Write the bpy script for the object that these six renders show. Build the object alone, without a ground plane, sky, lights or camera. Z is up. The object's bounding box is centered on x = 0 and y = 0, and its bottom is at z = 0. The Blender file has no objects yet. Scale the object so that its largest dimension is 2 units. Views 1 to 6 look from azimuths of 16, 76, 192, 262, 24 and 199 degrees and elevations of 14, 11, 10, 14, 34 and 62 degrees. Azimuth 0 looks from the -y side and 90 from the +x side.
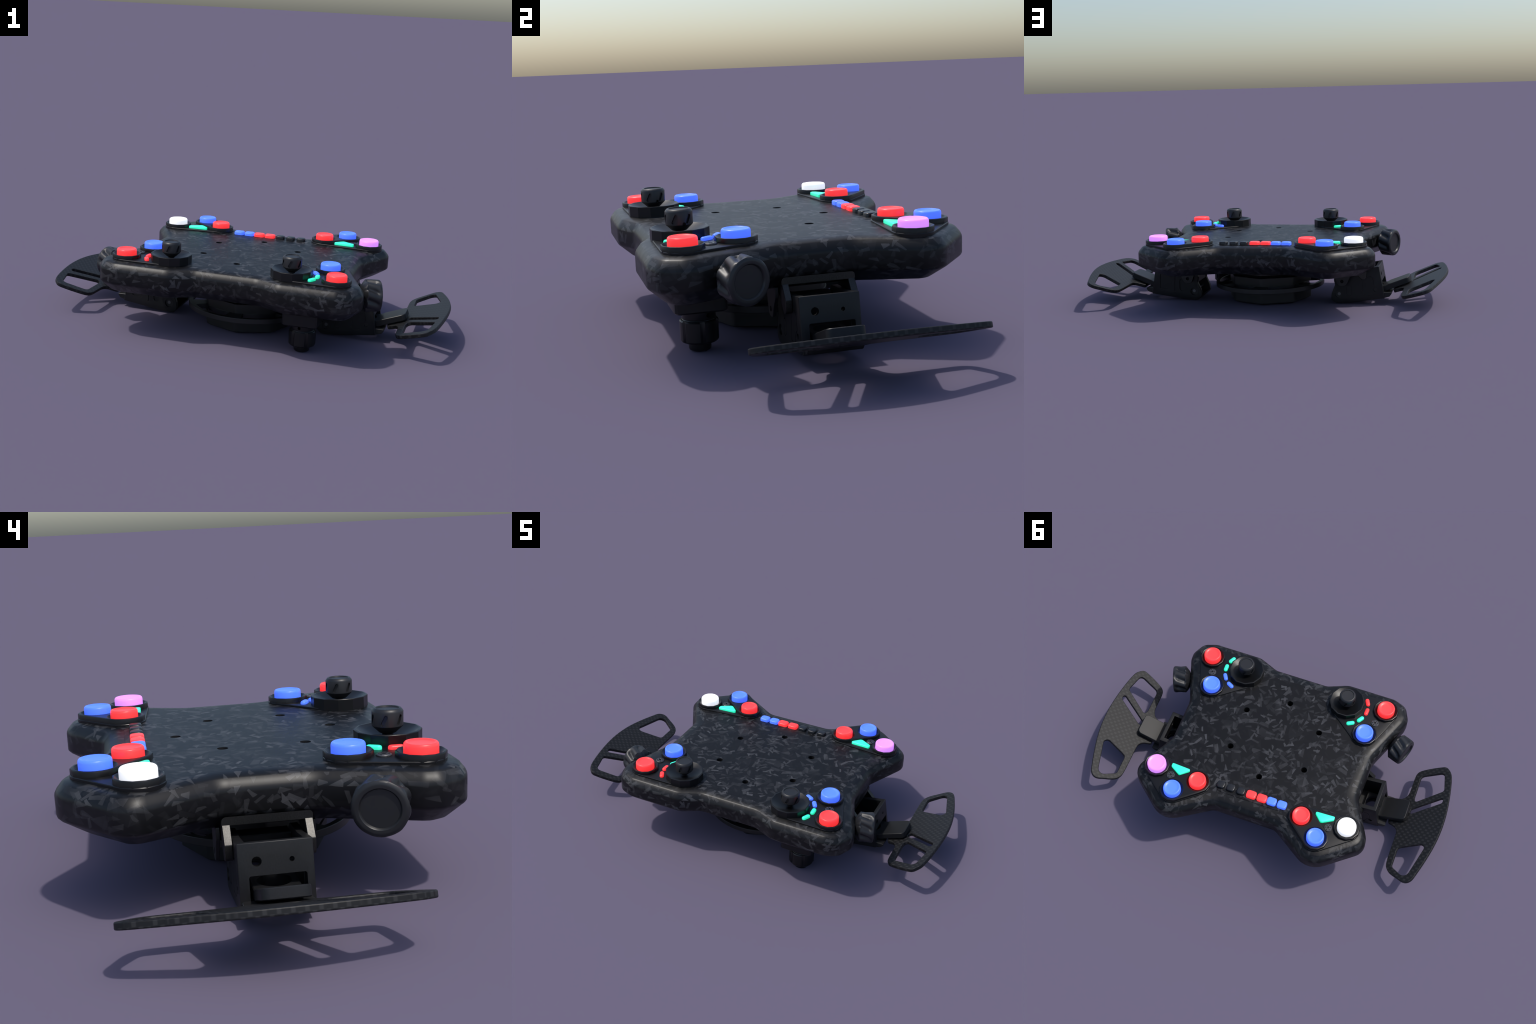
"""A sim-racing button wheel lying on its back: forged-carbon housing, four
button pods, two joysticks, two side knobs, two shifter boxes with carbon
paddles, a hub adapter and one rear thumb encoder.  Metres, z up."""
import bpy, bmesh, math
from math import sin, cos, pi, radians, atan2, hypot
from mathutils import Vector, Matrix

ZTOP = 0.360                      # face of the housing
SLOPE = radians(19.95)            # paddles rise outwards

# ------------------------------------------------------------------ materials
def new_mat(name):
    m = bpy.data.materials.new(name)
    m.use_nodes = True
    nt = m.node_tree
    return m, nt, nt.nodes["Principled BSDF"]

def node(nt, kind, **kw):
    n = nt.nodes.new(kind)
    for k, v in kw.items():
        setattr(n, k, v)
    return n

def math_node(nt, op, a, b=None, c=None):
    n = node(nt, "ShaderNodeMath", operation=op)
    for i, v in enumerate((a, b, c)):
        if v is None:
            continue
        if isinstance(v, (int, float)):
            n.inputs[i].default_value = v
        else:
            nt.links.new(v, n.inputs[i])
    return n.outputs[0]

def vmath(nt, op, a, b=None):
    n = node(nt, "ShaderNodeVectorMath", operation=op)
    for i, v in enumerate((a, b)):
        if v is None:
            continue
        if isinstance(v, (tuple, list)):
            n.inputs[i].default_value = v
        else:
            nt.links.new(v, n.inputs[i])
    return n.outputs[0]

def mix_col(nt, fac, a, b):
    n = node(nt, "ShaderNodeMix", data_type="RGBA")
    if isinstance(fac, (int, float)):
        n.inputs[0].default_value = fac
    else:
        nt.links.new(fac, n.inputs[0])
    for i, v in ((6, a), (7, b)):
        if isinstance(v, (tuple, list)):
            n.inputs[i].default_value = (*v, 1)
        else:
            nt.links.new(v, n.inputs[i])
    return n.outputs[2]

def forged_carbon(name, chip, layers, base, flake, rough, spec, flat):
    """Chopped-fibre carbon: layers of randomly turned chips, each one a small
    tapering slab around a Voronoi cell centre, lighter or darker at random.
    flat: chips lie in the xy plane; otherwise they tumble in all directions."""
    m, nt, bsdf = new_mat(name)
    co = node(nt, "ShaderNodeTexCoord").outputs["Object"]
    wob = node(nt, "ShaderNodeTexNoise")
    wob.inputs["Scale"].default_value = 30
    nt.links.new(co, wob.inputs["Vector"])
    w = vmath(nt, "MULTIPLY", vmath(nt, "SUBTRACT", wob.outputs["Color"], (.5, .5, .5)), (.0035, .0035, .0035))
    cow = vmath(nt, "ADD", co, w)
    if flat:
        cow = vmath(nt, "MULTIPLY", cow, (1, 1, 0))
    else:
        # the cloth wraps round the rim: lay chips in the plane of the surface
        geo = node(nt, "ShaderNodeNewGeometry")
        an = node(nt, "ShaderNodeSeparateXYZ"); nt.links.new(vmath(nt, "ABSOLUTE", geo.outputs["True Normal"]), an.inputs[0])
        pc = node(nt, "ShaderNodeSeparateXYZ"); nt.links.new(cow, pc.inputs[0])
        def pick(cond, a, b):
            return math_node(nt, "ADD", math_node(nt, "MULTIPLY", cond, a), math_node(nt, "MULTIPLY", math_node(nt, "SUBTRACT", 1, cond), b))
        sidex = math_node(nt, "GREATER_THAN", an.outputs[0], an.outputs[1])
        lying = math_node(nt, "GREATER_THAN", an.outputs[2], .82)
        along = pick(sidex, pc.outputs[1], pc.outputs[0])
        cu = node(nt, "ShaderNodeCombineXYZ")
        nt.links.new(pick(lying, pc.outputs[0], along), cu.inputs[0])
        nt.links.new(pick(lying, pc.outputs[1], math_node(nt, "MULTIPLY", pc.outputs[2], 1.15)), cu.inputs[1])
        cow = cu.outputs[0]
        flat = True
    col = base
    patchy = node(nt, "ShaderNodeTexNoise")      # chips gather unevenly
    patchy.inputs["Scale"].default_value = 9; patchy.inputs["Detail"].default_value = 2
    nt.links.new(co, patchy.inputs["Vector"])
    pm = node(nt, "ShaderNodeMapRange")
    nt.links.new(patchy.outputs["Fac"], pm.inputs["Value"])
    pm.inputs["From Min"].default_value = .35; pm.inputs["From Max"].default_value = .62
    pm.inputs["To Min"].default_value = .45; pm.inputs["To Max"].default_value = 1.25
    for ofs, size, amount, slim in layers:
        p = vmath(nt, "ADD", cow, (ofs, ofs * 1.7 + .31, 0 if flat else ofs * .6 + .13))
        v = node(nt, "ShaderNodeTexVoronoi", feature="F1", voronoi_dimensions="2D" if flat else "3D")
        v.inputs["Scale"].default_value = 1.0 / (chip * size)
        v.inputs["Randomness"].default_value = 1.0
        nt.links.new(p, v.inputs["Vector"])
        loc = vmath(nt, "SUBTRACT", p, v.outputs["Position"])
        rot = node(nt, "ShaderNodeVectorRotate", rotation_type="EULER_XYZ")
        nt.links.new(loc, rot.inputs["Vector"])
        nt.links.new(vmath(nt, "MULTIPLY", v.outputs["Color"], (0, 0, 6.28) if flat else (6.28, 6.28, 6.28)), rot.inputs["Rotation"])
        q = node(nt, "ShaderNodeSeparateXYZ"); nt.links.new(rot.outputs[0], q.inputs[0])
        rs = node(nt, "ShaderNodeSeparateXYZ"); nt.links.new(v.outputs["Color"], rs.inputs[0])
        cell = chip * size
        ex, ey, ez = cell * .42, cell * slim, cell * .34
        ax, ay, az = (math_node(nt, "ABSOLUTE", q.outputs[i]) for i in range(3))
        taper = math_node(nt, "MULTIPLY", math_node(nt, "SUBTRACT", rs.outputs[0], .5), 2.4 * ey / ex)
        wid = math_node(nt, "MULTIPLY_ADD", q.outputs[0], taper, ey)
        skew = math_node(nt, "MULTIPLY_ADD", q.outputs[1], math_node(nt, "SUBTRACT", rs.outputs[1], .5), ax)
        inside = math_node(nt, "MULTIPLY", math_node(nt, "LESS_THAN", skew, ex), math_node(nt, "LESS_THAN", ay, wid))
        if not flat:
            inside = math_node(nt, "MULTIPLY", inside, math_node(nt, "LESS_THAN", az, ez))
        fr = math_node(nt, "FRACT", math_node(nt, "MULTIPLY", rs.outputs[1], 7.31))
        lum = math_node(nt, "POWER", fr, 2.0)
        lum = math_node(nt, "MULTIPLY", lum, math_node(nt, "GREATER_THAN", math_node(nt, "FRACT", math_node(nt, "MULTIPLY", rs.outputs[0], 5.77)), .30))
        # fine fibre streaks inside each chip
        st = node(nt, "ShaderNodeTexNoise", noise_dimensions="3D")
        st.inputs["Scale"].default_value = 1.0
        st.inputs["Detail"].default_value = 3
        nt.links.new(vmath(nt, "MULTIPLY", rot.outputs[0], (40, 420, 420)), st.inputs["Vector"])
        lum = math_node(nt, "MULTIPLY", lum, math_node(nt, "MULTIPLY_ADD", st.outputs["Fac"], .5, .75))
        fac = math_node(nt, "MULTIPLY", math_node(nt, "MULTIPLY", inside, pm.outputs[0]), math_node(nt, "MULTIPLY", lum, amount))
        col = mix_col(nt, fac, col, flake)
    nt.links.new(col, bsdf.inputs["Base Color"])
    bsdf.inputs["Roughness"].default_value = rough
    bsdf.inputs["Specular IOR Level"].default_value = spec
    return m

def weave_carbon(name, a, b, rough, spec):
    """Woven carbon cloth: a small checker of two tow directions, the brighter
    tows showing as short soft dashes."""
    m, nt, bsdf = new_mat(name)
    co = node(nt, "ShaderNodeTexCoord").outputs["Object"]
    sx = node(nt, "ShaderNodeSeparateXYZ"); nt.links.new(co, sx.inputs[0])
    cell = .0155
    u = math_node(nt, "ADD", math_node(nt, "DIVIDE", sx.outputs[0], cell), 100)
    v = math_node(nt, "ADD", math_node(nt, "DIVIDE", sx.outputs[1], cell), 100)
    w = math_node(nt, "FLOOR", math_node(nt, "ADD", math_node(nt, "DIVIDE", math_node(nt, "ADD", sx.outputs[2], .004), .012), 10))
    par = math_node(nt, "MODULO", math_node(nt, "ADD", math_node(nt, "ADD", math_node(nt, "FLOOR", u), math_node(nt, "FLOOR", v)), w), 2)
    def hump(t, lo, hi):
        d = math_node(nt, "ABSOLUTE", math_node(nt, "SUBTRACT", math_node(nt, "FRACT", t), .5))
        mr = node(nt, "ShaderNodeMapRange", interpolation_type="SMOOTHSTEP")
        nt.links.new(d, mr.inputs["Value"])
        mr.inputs["From Min"].default_value = lo; mr.inputs["From Max"].default_value = hi
        mr.inputs["To Min"].default_value = 1; mr.inputs["To Max"].default_value = 0
        return mr.outputs[0]
    f = math_node(nt, "MULTIPLY", par, math_node(nt, "MULTIPLY", hump(u, .34, .52), hump(v, .18, .46)))
    nt.links.new(mix_col(nt, f, a, b), bsdf.inputs["Base Color"])
    bsdf.inputs["Roughness"].default_value = rough
    bsdf.inputs["Specular IOR Level"].default_value = spec
    return m

def plain(name, col, rough=.4, metal=0.0, grain=0.0, spec=.5):
    m, nt, bsdf = new_mat(name)
    bsdf.inputs["Roughness"].default_value = rough
    bsdf.inputs["Metallic"].default_value = metal
    bsdf.inputs["Specular IOR Level"].default_value = spec
    if grain:
        co = node(nt, "ShaderNodeTexCoord").outputs["Object"]
        nz = node(nt, "ShaderNodeTexNoise")
        nz.inputs["Scale"].default_value = 260; nz.inputs["Detail"].default_value = 2
        nt.links.new(co, nz.inputs["Vector"])
        lo = tuple(c * (1 - grain) for c in col); hi = tuple(c * (1 + grain) for c in col)
        nt.links.new(mix_col(nt, nz.outputs["Fac"], lo, hi), bsdf.inputs["Base Color"])
        bp = node(nt, "ShaderNodeBump"); bp.inputs["Strength"].default_value = .12
        bp.inputs["Distance"].default_value = .001
        nt.links.new(nz.outputs["Fac"], bp.inputs["Height"])
        nt.links.new(bp.outputs[0], bsdf.inputs["Normal"])
    else:
        bsdf.inputs["Base Color"].default_value = (*col, 1)
    return m

def lit_plastic(name, col, glow, rough=.35):
    """Translucent cap with an LED behind it: these do give off light."""
    m, nt, bsdf = new_mat(name)
    bsdf.inputs["Base Color"].default_value = (*col, 1)
    bsdf.inputs["Roughness"].default_value = rough
    bsdf.inputs["Emission Color"].default_value = (*glow, 1)
    bsdf.inputs["Emission Strength"].default_value = 1.0
    return m

M = dict(
    face=forged_carbon("forged_carbon_face", .062,
                       [(0.0, 1.0, .5, .17), (7.7, 1.5, .22, .24), (3.1, .9, .75, .12), (5.7, .72, .9, .11), (8.3, 1.0, .5, .09), (11.9, .55, .85, .13)],
                       (.0058, .0059, .0068), (.061, .0615, .066), .42, .22, True),
    side=forged_carbon("forged_carbon_side", .068,
                       [(1.4, 1.0, .4, .18), (4.1, .85, .7, .13), (6.6, .66, .85, .13), (9.2, 1.5, .22, .22), (12.7, .5, .9, .15), (17.1, .8, .8, .10), (21.3, .6, .9, .11)],
                       (.0036, .0037, .0042), (.054, .054, .056), .40, .32, False),
    bore=plain("dark_bore", (.004, .004, .0045), .6),
    pod=plain("satin_black_plastic", (.0055, .0056, .0062), .36, 0.0, 0.0, .36),
    rubber=plain("knob_rubber", (.014, .0145, .016), .42),
    metal=plain("anodised_black", (.0125, .0127, .0135), .42, 0.0, .35, .3),
    metal_dark=plain("anodised_dark", (.009, .0092, .0098), .45, 0.0, .3),
    frame=plain("brushed_frame", (.060, .059, .057), .42, 1.0, .35),
    pin=plain("steel_pin", (.16, .165, .17), .35, .8),
    screw=plain("screw_steel", (.085, .085, .09), .35, .5, .8),
    key=plain("black_key", (.011, .0118, .0138), .34),
    weave=weave_carbon("woven_carbon", (.0085, .0086, .0092), (.024, .024, .0245), .5, .27),
    red=lit_plastic("red_cap", (.50, .045, .045), (.85, .028, .030)),
    blue=lit_plastic("blue_cap", (.075, .19, .75), (.055, .125, .90)),
    pink=lit_plastic("pink_cap", (.55, .20, .60), (.60, .22, .85)),
    white=lit_plastic("white_cap", (.80, .80, .80), (.62, .62, .64)),
    cyan=lit_plastic("cyan_light", (.05, .60, .52), (.008, .62, .27)),
)

# ------------------------------------------------------------------- geometry
COL = bpy.context.scene.collection

def obj_from_bm(name, bm, mats, parent=None, smooth=35):
    me = bpy.data.meshes.new(name)
    bmesh.ops.recalc_face_normals(bm, faces=bm.faces)
    for f in bm.faces:
        f.smooth = smooth > 0
    if smooth > 0:
        for e in bm.edges:
            if len(e.link_faces) == 2 and e.calc_face_angle(0) > radians(smooth):
                e.smooth = False
    bm.to_mesh(me); bm.free()
    return add(name, me, mats, parent)

def add(name, me, mats, parent=None):
    for m in (mats if isinstance(mats, (list, tuple)) else [mats]):
        if m is not None:
            me.materials.append(m)
    o = bpy.data.objects.new(name, me)
    COL.objects.link(o)
    if parent is not None:
        o.parent = parent
    return o

def fillet(verts, seg=6):
    """Closed 2D polygon [(x, y, radius)] -> points with rounded corners."""
    out, n = [], len(verts)
    for i in range(n):
        p = Vector(verts[i][:2]); r = verts[i][2]
        a = Vector(verts[i - 1][:2]) - p; b = Vector(verts[(i + 1) % n][:2]) - p
        la, lb = a.length, b.length
        a.normalize(); b.normalize()
        half = a.angle(b) / 2
        t = r / math.tan(half) if half < pi / 2 - 1e-4 else 0
        t = min(t, la * .5, lb * .5)
        if t < 1e-5:
            out += [p.copy()] * (seg + 1) if seg else [p]
            continue
        p0, p1 = p + a * t, p + b * t
        for k in range(seg + 1):
            s = k / seg
            # circular arc through a rational quadratic curve
            w = sin(half)
            den = (1 - s) ** 2 + 2 * w * s * (1 - s) + s * s
            out.append((p0 * (1 - s) ** 2 + p * (2 * w * s * (1 - s)) + p1 * s * s) / den)
    return out

def inset_poly(verts, d):
    """Move every side of a counter-clockwise polygon inwards by d (mitred)."""
    n, out = len(verts), []
    for i in range(n):
        p0, p, p1 = (Vector(verts[j % n][:2]) for j in (i - 1, i, i + 1))
        d0 = (p - p0).normalized(); d1 = (p1 - p).normalized()
        n0 = Vector((-d0.y, d0.x)); n1 = Vector((-d1.y, d1.x))
        m = (n0 + n1); m /= max(.25, m.dot(n0))
        q = p + m * d
        cross = d0.x * d1.y - d0.y * d1.x
        r = verts[i][2]
        r = max(.012, r - d * .6) if cross > 0 else r + d
        out.append((q.x, q.y, r))
    return out

def loft(rings, caps=(True, True)):
    """Skin a list of equal-length closed rings of 3D points."""
    bm = bmesh.new()
    vr = [[bm.verts.new(p) for p in r] for r in rings]
    n = len(rings[0])
    for a, b in zip(vr, vr[1:]):
        for i in range(n):
            j = (i + 1) % n
            bm.faces.new((a[i], a[j], b[j], b[i]))
    if caps[0]:
        bm.faces.new(vr[0][::-1])
    if caps[1]:
        bm.faces.new(vr[-1])
    return bm

def lathe(profile, n, phase=0.0):
    """Turn a profile [(r, z)] about z; r == 0 closes to a point cap."""
    bm = bmesh.new()
    prev = None
    for r, z in profile:
        if r < 1e-6:
            cur = [bm.verts.new((0, 0, z))]
        else:
            cur = [bm.verts.new((r * cos(2 * pi * (i + phase) / n), r * sin(2 * pi * (i + phase) / n), z)) for i in range(n)]
        if prev is not None:
            for i in range(n):
                j = (i + 1) % n
                f = [prev[i % len(prev)], prev[j % len(prev)], cur[j % len(cur)], cur[i % len(cur)]]
                u = []
                for v in f:
                    if v not in u:
                        u.append(v)
                if len(u) > 2:
                    bm.faces.new(u)
        prev = cur
    return bm

def curve_plate(name, loops, depth, bevel, bevel_res=1):
    """Flat plate with holes: closed 2D loops, filled, thickened, edges eased."""
    cu = bpy.data.curves.new(name, "CURVE")
    cu.dimensions = "2D"; cu.fill_mode = "BOTH"
    cu.extrude = depth / 2 - bevel; cu.bevel_depth = bevel; cu.bevel_resolution = bevel_res
    cu.offset = -bevel
    for pts in loops:
        s = cu.splines.new("POLY"); s.points.add(len(pts) - 1)
        for q, p in zip(s.points, pts):
            q.co = (p[0], p[1], 0, 1)
        s.use_cyclic_u = True
    tmp = bpy.data.objects.new(name, cu); COL.objects.link(tmp)
    bpy.context.view_layer.update()
    me = bpy.data.meshes.new_from_object(tmp.evaluated_get(bpy.context.evaluated_depsgraph_get()))
    bpy.data.objects.remove(tmp); bpy.data.curves.remove(cu)
    me.name = name
    me.materials.clear()
    return finish_mesh(me, 18)

def finish_mesh(me, smooth=32):
    bm = bmesh.new(); bm.from_mesh(me)
    bmesh.ops.remove_doubles(bm, verts=bm.verts, dist=1e-5)
    for f in bm.faces:
        f.smooth = True
    for e in bm.edges:
        e.smooth = not (len(e.link_faces) == 2 and e.calc_face_angle(0) > radians(smooth))
    bm.to_mesh(me); bm.free()
    return me

def transform_mesh(me, mat):
    me.transform(mat)
    if mat.to_3x3().determinant() < 0:
        me.flip_normals()
    return me

def cutter(bm):
    me = bpy.data.meshes.new("cut"); bmesh.ops.recalc_face_normals(bm, faces=bm.faces)
    bm.to_mesh(me); bm.free()
    o = bpy.data.objects.new("cut", me); COL.objects.link(o)
    return o

def merged(bms):
    out = bmesh.new()
    for b in bms:
        me = bpy.data.meshes.new("t"); b.to_mesh(me); b.free()
        out.from_mesh(me); bpy.data.meshes.remove(me)
    return out

def subtract(o, bm_cut, mat=None, smooth=32):
    """Boolean difference, applied."""
    c = cutter(bm_cut)
    if mat is not None:
        c.data.materials.append(mat)
    md = o.modifiers.new("cut", "BOOLEAN"); md.operation = "DIFFERENCE"; md.object = c; md.solver = "EXACT"
    md.material_mode = "TRANSFER"
    bpy.context.view_layer.update()
    me = bpy.data.meshes.new_from_object(o.evaluated_get(bpy.context.evaluated_depsgraph_get()))
    o.modifiers.clear()
    old = o.data; o.data = me; bpy.data.meshes.remove(old)
    cm = c.data; bpy.data.objects.remove(c); bpy.data.meshes.remove(cm)
    finish_mesh(me, smooth)
    return o

def cyl(p0, p1, r, n=20, r1=None):
    p0, p1 = Vector(p0), Vector(p1)
    L = (p1 - p0).length
    bm = lathe([(0, 0), (r, 0), (r if r1 is None else r1, L), (0, L)], n)
    q = Vector((0, 0, 1)).rotation_difference((p1 - p0).normalized()).to_matrix().to_4x4()
    bmesh.ops.transform(bm, matrix=Matrix.Translation(p0) @ q, verts=bm.verts)
    return bm

def box_bm(lo, hi, bevel=0.0, seg=2):
    bm = bmesh.new()
    bmesh.ops.create_cube(bm, size=1)
    lo, hi = Vector(lo), Vector(hi)
    bmesh.ops.scale(bm, vec=hi - lo, verts=bm.verts)
    bmesh.ops.translate(bm, vec=(lo + hi) / 2, verts=bm.verts)
    if bevel:
        bmesh.ops.bevel(bm, geom=bm.edges[:], offset=bevel, segments=seg, affect="EDGES", profile=.5)
    return bm

def prism_y(poly, y0, y1, bevel=0.0, seg=2):
    """Polygon in (x, z) swept along y."""
    bm = loft([[(x, y0, z) for x, z in poly], [(x, y1, z) for x, z in poly]])
    bmesh.ops.recalc_face_normals(bm, faces=bm.faces)
    if bevel:
        es = [e for e in bm.edges if e.calc_face_angle(0) > radians(40)]
        bmesh.ops.bevel(bm, geom=es, offset=bevel, segments=seg, affect="EDGES", profile=.5)
    return bm

def hull_outline(circles, seg=10):
    """Convex outline wrapped round circles [(x, y, r)], counter-clockwise."""
    pts = []
    for x, y, r in circles:
        for k in range(seg * 4):
            t = 2 * pi * k / (seg * 4)
            pts.append((x + r * cos(t), y + r * sin(t)))
    pts = sorted(set((round(a, 6), round(b, 6)) for a, b in pts))
    def half(ps):
        h = []
        for p in ps:
            while len(h) > 1 and (h[-1][0] - h[-2][0]) * (p[1] - h[-2][1]) - (h[-1][1] - h[-2][1]) * (p[0] - h[-2][0]) <= 1e-12:
                h.pop()
            h.append(p)
        return h[:-1]
    return half(pts) + half(pts[::-1])

def offset_loop(pts, d):
    """Inset of a smooth convex loop along its averaged normals."""
    n, out = len(pts), []
    for i in range(n):
        a, b = Vector(pts[i - 1]), Vector(pts[(i + 1) % n])
        t = (b - a).normalized()
        out.append((pts[i][0] - t.y * d, pts[i][1] + t.x * d))
    return out

def pod_shape(circles, profile, seg=10):
    """Dished or flat slab with hull outline; profile is [(inset, z)].
    The outline is rebuilt for each ring from shrunken circles so that the
    rings stay matched point for point."""
    base = hull_outline(circles, seg)
    return loft([[(x, y, z) for x, y in offset_loop(base, d)] for d, z in profile])

def catmull(pts, per=5):
    n, out = len(pts), []
    for i in range(n):
        p0, p1, p2, p3 = (Vector(pts[(i + k) % n]) for k in (-1, 0, 1, 2))
        for k in range(per):
            t = k / per
            out.append(.5 * ((2 * p1) + (p2 - p0) * t + (2 * p0 - 5 * p1 + 4 * p2 - p3) * t * t + (3 * p1 - p0 - 3 * p2 + p3) * t ** 3))
    return out

# ----------------------------------------------------------------------- root
root = bpy.data.objects.new("racing_wheel", None)
COL.objects.link(root)
root["label"] = "black forged carbon sim racing wheel with glowing buttons and paddles"
root["category"] = "steering wheel"

# -------------------------------------------------------------------- housing
half = [  # right half of the outline, front to back: x, y, corner radius
    (.150, -.493, .07), (.262, -.541, .10), (.535, -.541, .07), (.607, -.514, .06),
    (.642, -.438, .06), (.637, -.390, .08), (.537, -.130, .14), (.533, .116, .08),
    (.655, .366, .08), (.4083, .5732, .12), (.172, .4165, .07)]
outline = half + [(-x - (.011 if abs(x - .655) < 1e-6 else 0), y, r) for x, y, r in half[::-1]]
SECTION = [(.094, .2020), (.076, .2035), (.066, .2075), (.059, .2125), (.012, .2485), (.006, .2530), (.0015, .2585), (0, .264), (0, .315),
           (.0012, .3225), (.0050, .3305), (.0195, .3490), (.0260, .3530), (.048, .3577), (.066, .3593), (.082, .360)]

def smoothstep(a, b, x):
    t = max(0.0, min(1.0, (x - a) / (b - a)))
    return t * t * (3 - 2 * t)

def under(x, y, z):
    """The four grips hang lower than the waist and the two long edges."""
    if z >= .264:
        return z
    lobe = smoothstep(.16, .36, abs(x)) * smoothstep(.08, .30, abs(y + .02))
    near, rear = smoothstep(0, .35, -y), smoothstep(0, .35, y)
    return .264 - (.264 - z) * (1 - .04 * near * lobe - .05 * near * (1 - lobe) - rear * .12 * lobe)

rings = []
for d, z in SECTION:
    ring = []
    # the front wall stays upright further down before it turns under
    for p, q in zip(fillet(inset_poly(outline, d), 6), fillet(inset_poly(outline, d * .82), 6)):
        f = smoothstep(.30, .46, -p.y) * smoothstep(.14, .30, abs(p.x)) if z < .264 else 0
        p = p.lerp(q, f)
        ring.append((p.x, p.y, under(p.x, p.y, z)))
    rings.append(ring)
bm = loft(rings)
bm.faces.ensure_lookup_table()
for f in bm.faces:
    f.material_index = 0 if (f.calc_center_median().z > .3594 or len(f.verts) > 8 and f.calc_center_median().z > .3) else 1
body = obj_from_bm("housing", bm, [M["face"], M["side"]], root, smooth=40)
HC = (0, -.049)                   # centre of the bolt circle
HUB = (0, -.037)
holes = merged([cyl((HC[0] + .243 * cos(radians(30 + 60 * k)), HC[1] + .243 * sin(radians(30 + 60 * k)), .30),
                    (HC[0] + .243 * cos(radians(30 + 60 * k)), HC[1] + .243 * sin(radians(30 + 60 * k)), .40), .0165, 20)
                for k in range(6)])
subtract(body, holes, M["bore"], 40)

# strip that carries the row of small keys, proud of the face at its back edge
strip_o = [(-.205, .296), (.205, .296), (.205, .318), (.178, .343), (.150, .3475), (-.150, .3475), (-.178, .343), (-.205, .318)]
bm = loft([[(x, y, .3570) for x, y in strip_o],
           [(x, y, .3592 + .0030 * max(0, (y - .300) / .05)) for x, y in strip_o]])
obj_from_bm("key_strip", bm, M["face"], body, 25)

# ------------------------------------------------------------------ pod parts
def button_mesh(name, r, mat):
    z0, z1 = .362, .4058
    bm = lathe([(r * .98, z0), (r, z0 + .004), (r, z1 - .0085), (r * .975, z1 - .0035), (r * .92, z1 - .0006), (r * .86, z1),
                (r * .79, z1 - .0012), (r * .74, z1 - .0030), (r * .5, z1 - .0036), (0, z1 - .0038)], 32)
    me = bpy.data.meshes.new(name)
    bmesh.ops.recalc_face_normals(bm, faces=bm.faces)
    for f in bm.faces:
        f.smooth = True
    bm.to_mesh(me); bm.free()
    me.materials.append(mat)
    return me

R_NEAR, R_FAR, R_BIG = .0472, .0458, .0497
BUT = {(c, k): button_mesh("button", r, M[c]) for c, k, r in
       (("red", "n", R_NEAR), ("blue", "n", R_NEAR), ("red", "f", R_FAR), ("blue", "f", R_FAR),
        ("pink", "f", R_BIG), ("white", "f", R_BIG))}

def place(name, me, xy, parent):
    o = bpy.data.objects.new(name, me); COL.objects.link(o)
    o.location = (xy[0], xy[1], 0); o.parent = parent
    return o

def bezel_profile():
    return [(.0, .3605), (0, .3795), (.0015, .3825), (.0045, .3835), (.0085, .3820), (.0185, .3725), (.0215, .3715)]

def bezel_mesh(r):
    prof = bezel_profile()
    bm = lathe([(r - d, z) for d, z in prof] + [(0, .3715)], 12, .5)
    bmesh.ops.recalc_face_normals(bm, faces=bm.faces)
    me = bpy.data.meshes.new("bezel")
    bm.to_mesh(me); bm.free()
    me.materials.append(M["pod"])
    return finish_mesh(me, 28)

BEZ = bezel_mesh(.0690)

def screw_mesh():
    bm = lathe([(0, .366), (.0215, .366), (.0215, .3705), (.0185, .3732), (0, .3738)], 24)
    me = bpy.data.meshes.new("screw"); bmesh.ops.recalc_face_normals(bm, faces=bm.faces)
    bm.to_mesh(me); bm.free()
    o = add("screw", me, M["screw"])
    cuts = [cyl((0, 0, .3695), (0, 0, .38), .0065, 6)]
    for k in range(6):
        t = radians(60 * k + 12)
        cuts.append(cyl((.0135 * cos(t), .0135 * sin(t), .3705), (.0135 * cos(t), .0135 * sin(t), .38), .0030, 8))
    subtract(o, merged(cuts), M["bore"], 30)
    me = o.data
    bpy.data.objects.remove(o)
    return me

SCREW = screw_mesh()

def pill_mesh(name, mat):
    pts = hull_outline([(-.0122, 0, .0104), (.0122, 0, .0104)], 4)
    prof = [(0, .366), (0, .3735), (.0022, .3768), (.0055, .3782)]
    bm = loft([[(x, y, z) for x, y in offset_loop(pts, d)] for d, z in prof])
    me = bpy.data.meshes.new(name); bmesh.ops.recalc_face_normals(bm, faces=bm.faces)
    bm.to_mesh(me); bm.free(); me.materials.append(mat)
    return finish_mesh(me, 50)

PILL = {c: pill_mesh("indicator_light", M[c]) for c in ("red", "blue", "cyan")}

def dish_mesh():
    r = .0975
    bm = lathe([(r, .3600), (r, .3980), (r - .0012, .3998), (r - .006, .4003), (r - .009, .3988), (.035, .3745), (0, .3735)], 12, .5)
    me = bpy.data.meshes.new("dish"); bmesh.ops.recalc_face_normals(bm, faces=bm.faces)
    bm.to_mesh(me); bm.free(); me.materials.append(M["pod"])
    return finish_mesh(me, 28)

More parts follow.
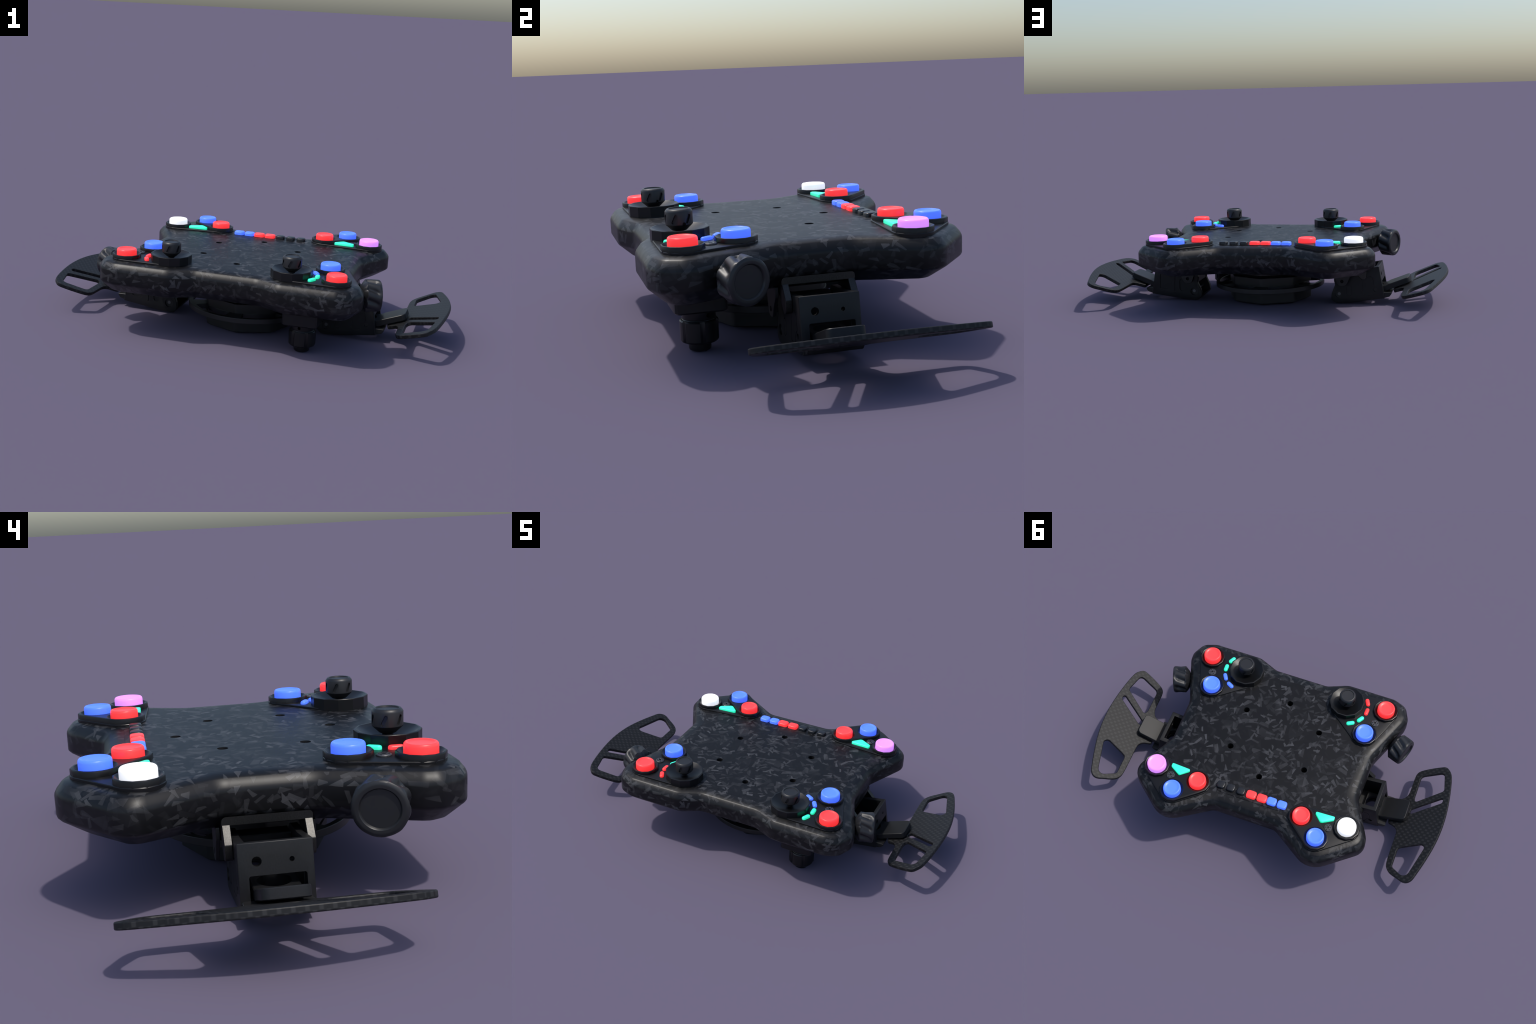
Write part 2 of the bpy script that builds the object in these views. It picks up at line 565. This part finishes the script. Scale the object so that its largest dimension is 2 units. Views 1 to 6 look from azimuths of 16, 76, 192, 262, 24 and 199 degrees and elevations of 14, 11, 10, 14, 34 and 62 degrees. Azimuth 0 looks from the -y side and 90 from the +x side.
def cap_mesh():
    r = .0452
    bm = lathe([(0, .372), (.0095, .372), (.0095, .3800), (.016, .3810), (.016, .3850), (.0105, .3860), (.0105, .3885), (.020, .3885), (.024, .3895), (r - .002, .4075), (r, .4105), (r, .4500), (r - .0012, .4535),
                (r - .0058, .4590), (r - .0085, .4602), (r - .0115, .4600), (r - .0130, .4565), (0, .4560)], 28)
    me = bpy.data.meshes.new("cap"); bmesh.ops.recalc_face_normals(bm, faces=bm.faces)
    bm.to_mesh(me); bm.free()
    o = add("cap", me, M["rubber"])
    cuts = []
    for k in range(6):      # slanted grip slots
        t = radians(60 * k + 32)
        b = hull_outline([(-.0115, 0, .0052), (.0115, 0, .0052)], 3)
        s = loft([[(x, y, -.0068) for x, y in b], [(x, y, .02) for x, y in b]])
        m = Matrix.Translation((r * cos(t), r * sin(t), .4290)) @ Matrix.Rotation(t, 4, "Z") @ Matrix.Rotation(pi / 2, 4, "Y") @ Matrix.Rotation(radians(-26), 4, "Z")
        bmesh.ops.transform(s, matrix=m, verts=s.verts)
        cuts.append(s)
    t = radians(12)
    cuts.append(cyl((.030 * cos(t), .030 * sin(t), .4135), (.06 * cos(t), .06 * sin(t), .4125), .0062, 12))
    subtract(o, merged(cuts), M["rubber"], 32)
    me = o.data
    bpy.data.objects.remove(o)
    return me

DISH, CAP = dish_mesh(), cap_mesh()

def pod_base(circles, parent):
    prof = [(.004, .3515), (0, .3535), (0, .3645), (.0015, .3665), (.004, .3672)]
    return obj_from_bm("button_pod", pod_shape(circles, prof, 8), M["pod"], parent, 30)

def joystick_pod(sx, pills):
    red, blue, joy = (.512 * sx, -.4215), (.4455 * sx, -.2405), (.2955 * sx, -.3935)
    pod = pod_base([(*red, .0685), (*blue, .0685), (*joy, .0935)], root)
    for c, xy in (("red", red), ("blue", blue)):
        place("bezel", BEZ, xy, pod)
        place("button", BUT[c, "n"], xy, pod)
    place("screw", SCREW, (.4785 * sx, -.3295), pod)
    place("dish", DISH, joy, pod)
    place("joystick_cap", CAP, joy, pod)
    for k, c in enumerate(pills):
        t = radians(-27 + 29.4 * k)
        o = place("indicator_light", PILL[c], (joy[0] + .1190 * cos(t) * sx, joy[1] + .006 + .1190 * sin(t)), pod)
        o.rotation_euler = (0, 0, (t + pi / 2) * sx)
    return pod

joystick_pod(1, ("cyan", "cyan", "blue", "blue"))
joystick_pod(-1, ("red", "red", "cyan", "cyan"))

def button_pod(sx, big):
    bigc, red, blue = (.5305 * sx, .3225), (.2895 * sx, .343), (.3965 * sx, .4315)
    pod = pod_base([(*bigc, .0695), (*red, .0695), (*blue, .0695)], root)
    place("bezel", BEZ, bigc, pod)
    place("button", BUT[big, "f"], bigc, pod)
    caps = [(*red, .0680), (*blue, .0680)]
    bm = pod_shape(caps, [(0, .3605), (0, .3800), (.0012, .3825), (.004, .3836)], 3)
    twin = obj_from_bm("twin_bezel", bm, M["pod"], pod, 28)
    wells = []
    for xy in (red, blue):            # a conical well round each button
        w = lathe([(0, .3712), (.0480, .3712), (.0600, .3845), (.0600, .40), (0, .40)], 24)
        bmesh.ops.translate(w, vec=(*xy, 0), verts=w.verts)
        wells.append(w)
    for w in wells:
        subtract(twin, w, M["pod"], 28)
    place("button", BUT["red", "f"], red, pod)
    place("button", BUT["blue", "f"], blue, pod)
    place("screw", SCREW, (.4405 * sx, .3515), pod)
    tri = [(.456 * sx, .2835, .006), (.354 * sx, .2885, .006), (.3545 * sx, .3005, .006), (.391 * sx, .3365, .006), (.402 * sx, .3355, .006), (.455 * sx, .3045, .006)]
    if sx > 0:
        tri = tri[::-1]
    pts = fillet(tri, 3)
    bm = loft([[(p.x, p.y, z) for p in (pts if d == 0 else fillet(inset_poly(tri, d), 3))] for d, z in ((0, .366), (0, .3770), (.0012, .3786), (.003, .3792))])
    obj_from_bm("indicator_panel", bm, M["cyan"], pod, 50)
    return pod

button_pod(1, "pink")
button_pod(-1, "white")

# small keys in a row along the back edge
def key_mesh(name, w, h, mat):
    pts = [(-w / 2, -h / 2, .007), (w / 2, -h / 2, .007), (w / 2, h / 2, .007), (-w / 2, h / 2, .007)]
    bm = loft([[(p.x, p.y, z) for p in fillet(inset_poly(pts, d), 4)] for d, z in
               ((0, .3590), (0, .3715), (.0010, .3742), (.0030, .3760), (.0058, .3765))])
    me = bpy.data.meshes.new(name); bmesh.ops.recalc_face_normals(bm, faces=bm.faces)
    bm.to_mesh(me); bm.free(); me.materials.append(mat)
    return finish_mesh(me, 60)

KEYS = {"key": key_mesh("key", .044, .040, M["key"]), "red": key_mesh("key", .053, .043, M["red"]), "blue": key_mesh("key", .050, .043, M["blue"])}
for x, c in zip((.169, .113, .056, -.0015, -.0610, -.1155, -.1725), ("key", "key", "key", "red", "red", "blue", "blue")):
    place("key", KEYS[c], (x, .311), body)

# ---------------------------------------------------------------- side knobs
def knob_mesh():
    """Fluted knob along +z, outer face at z = 0, base behind it."""
    prof = [(.0105, -.110), (.0105, -.094), (.040, -.094), (.0455, -.0925), (.0705, -.0735), (.0755, -.0690), (.0755, -.012), (.0735, -.005), (.068, -.0008),
            (.062, 0), (.0545, -.0005), (.0520, -.003), (.0500, -.0075), (0, -.0075)]
    n, seg = 96, []
    rings = []
    dense = []
    for a, b in zip(prof, prof[1:]):
        k = 18 if abs(a[1] - b[1]) > .03 else 1
        dense += [(a[0] + (b[0] - a[0]) * i / k, a[1] + (b[1] - a[1]) * i / k) for i in range(k)]
    for r, z in dense:
        ring = []
        depth = .0125 * max(0, min(1, (-z - .004) / .022)) * max(0, min(1, (z + .0745) / .008)) if r > .06 else 0
        for i in range(n):
            t = 2 * pi * i / n
            w = (.5 + .5 * cos(8 * (t - z * 5.8))) ** 1.8
            ring.append(((r - depth * w) * cos(t), (r - depth * w) * sin(t), z))
        rings.append(ring)
    bm = loft(rings)
    me = bpy.data.meshes.new("side_knob"); bmesh.ops.recalc_face_normals(bm, faces=bm.faces)
    bm.to_mesh(me); bm.free(); me.materials.append(M["rubber"])
    return finish_mesh(me, 38)

KNOB = knob_mesh()
for sx in (1, -1):
    o = bpy.data.objects.new("side_knob", KNOB); COL.objects.link(o); o.parent = root
    ax = Vector((.937 * sx, .350, 0)).normalized()
    o.location = (.690 * sx, -.258, .284)
    o.rotation_euler = Vector((0, 0, 1)).rotation_difference(ax).to_euler()
    sh = obj_from_bm("shaft", cyl(Vector(o.location) - ax * .135, Vector(o.location) - ax * .09, .013, 16), M["pin"], None, 30)
    sh.parent = o
    sh.matrix_parent_inverse = (Matrix.Translation(o.location) @ o.rotation_euler.to_matrix().to_4x4()).inverted()

# ------------------------------------------------------------------ shifters
def shifter_box(sign):
    """Open-topped magnetic shifter housing; the -x one is the +x one turned
    half a turn, so its bores sit on the opposite side."""
    R = Matrix.Rotation(0 if sign > 0 else pi, 4, "Z")
    poly = fillet([(.634, .211, .003), (.535, .1945, .01), (.430, .190, .02), (.384, .140, .03), (.393, .105, .02), (.374, .060, .02), (.369, .022, .03),
                   (.395, .003, .03), (.46, .006, .2), (.6645, .034, .004)], 4)
    bm = prism_y([(p.x, p.y) for p in poly], -.098, .098, .004, 2)
    o = obj_from_bm("shifter_box", bm, M["metal"], root, 32)
    cav = prism_y([(.6085, .26), (.50, .26), (.34, .26), (.34, .030), (.44, .030), (.44, .066), (.566, .066), (.566, .047), (.6345, .058)], -.0755, .0755)
    subtract(o, cav, M["metal_dark"])
    subtract(o, cyl((.600, 0, -.02), (.600, 0, .10), .046, 28), M["metal_dark"])
    d = Vector((-.03, 0, .175)).normalized()          # up the front wall
    nrm = Vector((.175, 0, .03)).normalized()
    def fp(z, y):                                      # point on the front wall
        return Vector((.634 + (.211 - z) * .03 / .175, y, z))
    cuts = [cyl(fp(.163, -.049) - nrm * .03, fp(.163, -.049) + nrm * .02, .0128, 24),
            cyl(fp(.162, .041) - nrm * .03, fp(.162, .041) + nrm * .02, .0068, 16)]
    slot = [(-.071, -.034, .001), (.078, -.034, .001), (.078, .034, .006), (-.071, .034, .006)]
    pts = fillet(slot, 3)
    s = loft([[Vector((0, p.x, 0)) + d * p.y + nrm * k + fp(.094, 0) for p in pts] for k in (-.04, .03)])
    cuts.append(s)
    # face with the screw (-y here): grooved outlines, pin bore
    for y0, y1 in ((-.10, -.091),):
        cuts.append(cyl((.413, y0 - .01, .052), (.413, y1, .052), .0195, 24))
        cuts.append(cyl((.614, y0 - .01, .081), (.614, y1, .081), .0105, 16))
    cuts.append(cyl((.413, .13, .052), (.413, .088, .052), .022, 24))
    subtract(o, merged(cuts), M["metal_dark"])
    def groove(pts, y, w=.0025, dep=.0025):
        """Shallow channel following a closed outline on a side wall."""
        outer = fillet(pts, 4)
        inner = fillet(inset_poly(pts, w), 4)
        b = bmesh.new(); n = len(outer); q = []
        for loop in (outer, inner):
            for yy in (y - dep, y + dep):
                q.append([b.verts.new((p.x, yy, p.y)) for p in loop])
        for i in range(n):
            j = (i + 1) % n
            for a, c in ((0, 1), (1, 3), (3, 2), (2, 0)):
                b.faces.new((q[a][i], q[a][j], q[c][j], q[c][i]))
        return b
    big = [(.540, .050, .010), (.585, .050, .008), (.590, .072, .010), (.600, .092, .012), (.612, .098, .008), (.600, .158, .018), (.545, .150, .012)]
    small = [(.458, .046, .012), (.486, .046, .012), (.486, .106, .012), (.458, .106, .012)]
    subtract(o, merged([groove(big, -.098), groove(small, -.098)]), M["metal_dark"])
    pocket = prism_y([(p.x, p.y) for p in fillet([(.560, .062, .01), (.618, .068, .01), (.612, .150, .01), (.556, .150, .01)], 4)], .0935, .11)
    slot2 = prism_y([(p.x, p.y) for p in fillet([(.466, .052, .015), (.498, .052, .015), (.498, .125, .015), (.466, .125, .015)], 4)], .0935, .11)
    rib = prism_y([(.522, .048), (.530, .048), (.524, .16), (.518, .16)], .0955, .11)
    subtract(o, merged([pocket, slot2, rib]), M["metal"])
    transform_mesh(o.data, R)
    pin = merged([cyl((.415, -.0925, .054), (.415, .0900, .054), .0085, 16)])
    p = obj_from_bm("pivot_pin", pin, M["pin"], o, 30)
    transform_mesh(p.data, R)
    block = box_bm((.395, -.0765, .100), (.455, .0765, .171), .003, 1)
    mb = obj_from_bm("mounting_block", block, M["metal_dark"], o, 32)
    transform_mesh(mb.data, R)
    link = [(p.x, p.y) for p in fillet([(.392, .215, .004), (.400, .150, .02), (.415, .106, .022), (.458, .106, .022), (.478, .150, .02), (.498, .180, .02), (.498, .215, .004)], 4)]
    lk = [prism_y(link, y, y + .0115, .0012, 1) for y in (-.1345, .1230)]
    l = obj_from_bm("link_plate", merged(lk), M["metal_dark"], o, 32)
    subtract(l, merged([cyl((.437, -.16, .132), (.437, .16, .132), .0095, 16)]), M["bore"])
    transform_mesh(l.data, R)
    # latch block low on the front wall
    lb = prism_y([(.655, .0355), (.664, .0362), (.690, .044), (.700, .057), (.701, .066), (.655, .066)], -.0935, .0885, .0015, 1)
    b = obj_from_bm("latch_block", lb, M["metal"], o, 32)
    transform_mesh(b.data, R)
    # lever tab: comes out of the slot, bends up and carries the paddle
    c, s = cos(SLOPE), sin(SLOPE)
    L = .118
    out = Vector((.680, .1085))
    tip = out + Vector((c, s)) * L
    th = .030
    top = [(.552, .0945), (.652, .0955), (.668, .0990), (.682, .1070), (tip.x, tip.y)]
    low = [(tip.x + s * th, tip.y - c * th), (.682 + s * th, .1070 - c * th), (.672, .0680), (.655, .0660), (.552, .0645)]
    prof = top + low
    bm = prism_y(prof, -.0625, .0625)
    # round the two free corners seen from above
    es = [e for e in bm.edges if abs(e.verts[0].co.x - e.verts[1].co.x) < .02 and min(v.co.x for v in e.verts) > .77
          and abs(e.verts[0].co.y - e.verts[1].co.y) < 1e-5]
    bmesh.ops.bevel(bm, geom=es, offset=.022, segments=4, affect="EDGES", profile=.5)
    es = [e for e in bm.edges if e.calc_face_angle(0) > radians(50)]
    bmesh.ops.bevel(bm, geom=es, offset=.0025, segments=1, affect="EDGES")
    t = obj_from_bm("lever_tab", bm, M["metal"], o, 30)
    transform_mesh(t.data, R)
    subtract(t, merged([cyl((.603 * sign, 0, .05), (.603 * sign, 0, .13), .046, 28)]), M["metal_dark"])
    # frame straddling the box, hung under the housing
    arm = [(p.x, p.y) for p in fillet([(.505, .2320, .002), (.5285, .2320, .002), (.5675, .186, .006), (.5675, .142, .018), (.545, .140, .018), (.530, .155, .02), (.500, .190, .02), (.40, .196, .004), (.40, .2320, .004)], 4)]
    parts = [prism_y(arm, -.1205, -.0985, .0015, 1), prism_y(arm, .0985, .1205, .0015, 1)]
    bar = fillet([(-.1210, .2280, .001), (.1210, .2280, .001), (.1210, .2512, .016), (-.1210, .2512, .016)], 4)
    parts.append(loft([[(x, p.x, p.y) for p in bar] for x in (.475, .5310)]))
    f = obj_from_bm("shifter_frame", merged(parts), M["frame"], o, 32)
    transform_mesh(f.data, R)
    return o

def paddle(sign, parent):
    ctrl = [(.054, -.317), (.074, -.294), (.085, -.266), (.097, -.210), (.108, -.140), (.116, -.068), (.1195, .002), (.118, .068), (.111, .137),
            (.099, .202), (.081, .274), (.062, .338), (.046, .384), (.024, .405), (-.003, .407), (-.038, .392), (-.071, .378), (-.096, .362), (-.113, .338), (-.119, .306),
            (-.120, .250), (-.120, .190), (-.120, .147), (-.122, .122), (-.133, .102), (-.152, .088), (-.178, .078), (-.186, .066), (-.186, .020), (-.186, -.040), (-.182, -.066), (-.165, -.078), (-.140, -.090), (-.125, -.110), (-.119, -.135),
            (-.118, -.179), (-.117, -.232), (-.111, -.260), (-.091, -.281), (-.032, -.307), (.021, -.324), (.040, -.325)]
    h1 = [(.040, -.288, .022), (.069, -.172, .020), (-.074, -.074, .018), (-.084, -.105, .01), (-.084, -.246, .026)]
    h2 = [(.067, .160, .022), (.008, .388, .03), (-.0845, .332, .024), (-.084, .215, .022)]
    slot = [(.078, -.131, .016), (.078, -.096, .016), (-.082, .006, .016), (-.082, -.030, .016)]
    loops = [catmull(ctrl, 4), fillet(h1, 6), fillet(h2, 6), fillet(slot, 6)]
    me = curve_plate("paddle", loops, .0185, .0034)
    # stand it in its plane: u runs up the slope, top face through z = .142 at x = .883
    mat = Matrix.Translation((.883 + sin(SLOPE) * .00925, 0, .142 - cos(SLOPE) * .00925)) @ Matrix.Rotation(-SLOPE, 4, "Y")
    if sign < 0:
        mat = Matrix.Scale(-1, 4, (1, 0, 0)) @ mat
    # keep weave aligned with the blade: leave the mesh flat and move the object
    if sign < 0:
        transform_mesh(me, Matrix.Scale(-1, 4, (1, 0, 0)))
        mat = mat @ Matrix.Scale(-1, 4, (1, 0, 0))
    o = add("paddle", me, M["weave"], parent)
    o.matrix_world = mat
    o.matrix_parent_inverse = Matrix()
    return o

for sign in (1, -1):
    b = shifter_box(sign)
    paddle(sign, b)

# ----------------------------------------------------------------------- hub
def octagon(r, cut=.012):
    v = [(HUB[0] + r * cos(pi / 4 * k), HUB[1] + r * sin(pi / 4 * k), cut) for k in range(8)]
    return v

def hub():
    o8 = octagon(.238, .03)
    low = loft([[(p.x, p.y, z) for p in fillet(inset_poly(o8, d), 3)] for d, z in ((.010, .0060), (.002, .012), (0, .068), (.006, .070), (.006, .0835))])
    hubo = obj_from_bm("hub_adapter", low, M["metal_dark"], root, 25)
    o8b = octagon(.236, .03)
    up = loft([[(p.x, p.y, z) for p in fillet(inset_poly(o8b, d), 3)] for d, z in ((0, .104), (0, .149), (.004, .1525))])
    obj_from_bm("spacer", up, M["metal_dark"], hubo, 25)
    bs = loft([[(p.x, p.y, z) for p in fillet(inset_poly(o8b, d), 3)] for d, z in ((.022, .151), (.004, .166), (.004, .206))])
    obj_from_bm("boss", bs, M["metal_dark"], hubo, 30)
    def arc(r, a0, a1, n):
        return [(r * cos(a0 + (a1 - a0) * i / n), r * sin(a0 + (a1 - a0) * i / n)) for i in range(n + 1)]
    loops = [arc(.307, 0, 2 * pi * 71 / 72, 71)]
    for k in range(6):                    # six curved windows between webs
        c = radians(60 * k)
        w = radians(21.5)
        loops.append(arc(.286, c - w, c + w, 12) + arc(.222, c - w, c + w, 12)[::-1])
    me = curve_plate("hub_ring", loops, .025, .002)
    transform_mesh(me, Matrix.Translation((HUB[0], HUB[1], .0930)))
    add("hub_ring", me, M["metal_dark"], hubo)
hub()

# ----------------------------------------------------------- thumb encoder
fc = (.356, -.357)
blk = loft([[(p.x, p.y, z) for p in fillet(inset_poly([(.270, -.447, .02), (.440, -.447, .02), (.440, -.272, .02), (.270, -.272, .02)], d), 3)]
            for d, z in ((.006, .139), (0, .145), (0, .205))])
blk = obj_from_bm("encoder_block", blk, M["pod"], root, 30)
bm = lathe([(0, 0), (.030, 0), (.0355, .003), (.037, .008), (.037, .0285), (.055, .0292), (.0600, .0318), (.0635, .0375), (.0635, .1000), (.0600, .1045),
            (.0560, .105), (.0545, .108), (.0560, .112), (.0560, .141), (0, .141)], 48)
for v in bm.verts:
    if .030 < v.co.z < .1002 and v.co.xy.length > .059:
        t = atan2(v.co.y, v.co.x)
        k = 1 - .07 * max(0, cos(6 * t)) ** 8
        v.co.x *= k; v.co.y *= k
bmesh.ops.translate(bm, vec=(fc[0], fc[1], 0), verts=bm.verts)
enc = obj_from_bm("thumb_encoder", bm, M["pod"], blk, 30)
cuts = [cyl((fc[0] + .03 * cos(t), fc[1] + .03 * sin(t), .123), (fc[0] + .08 * cos(t), fc[1] + .08 * sin(t), .123), .0075, 14)
        for t in (radians(-95), radians(25), radians(145))]
subtract(enc, merged(cuts), M["bore"], 30)
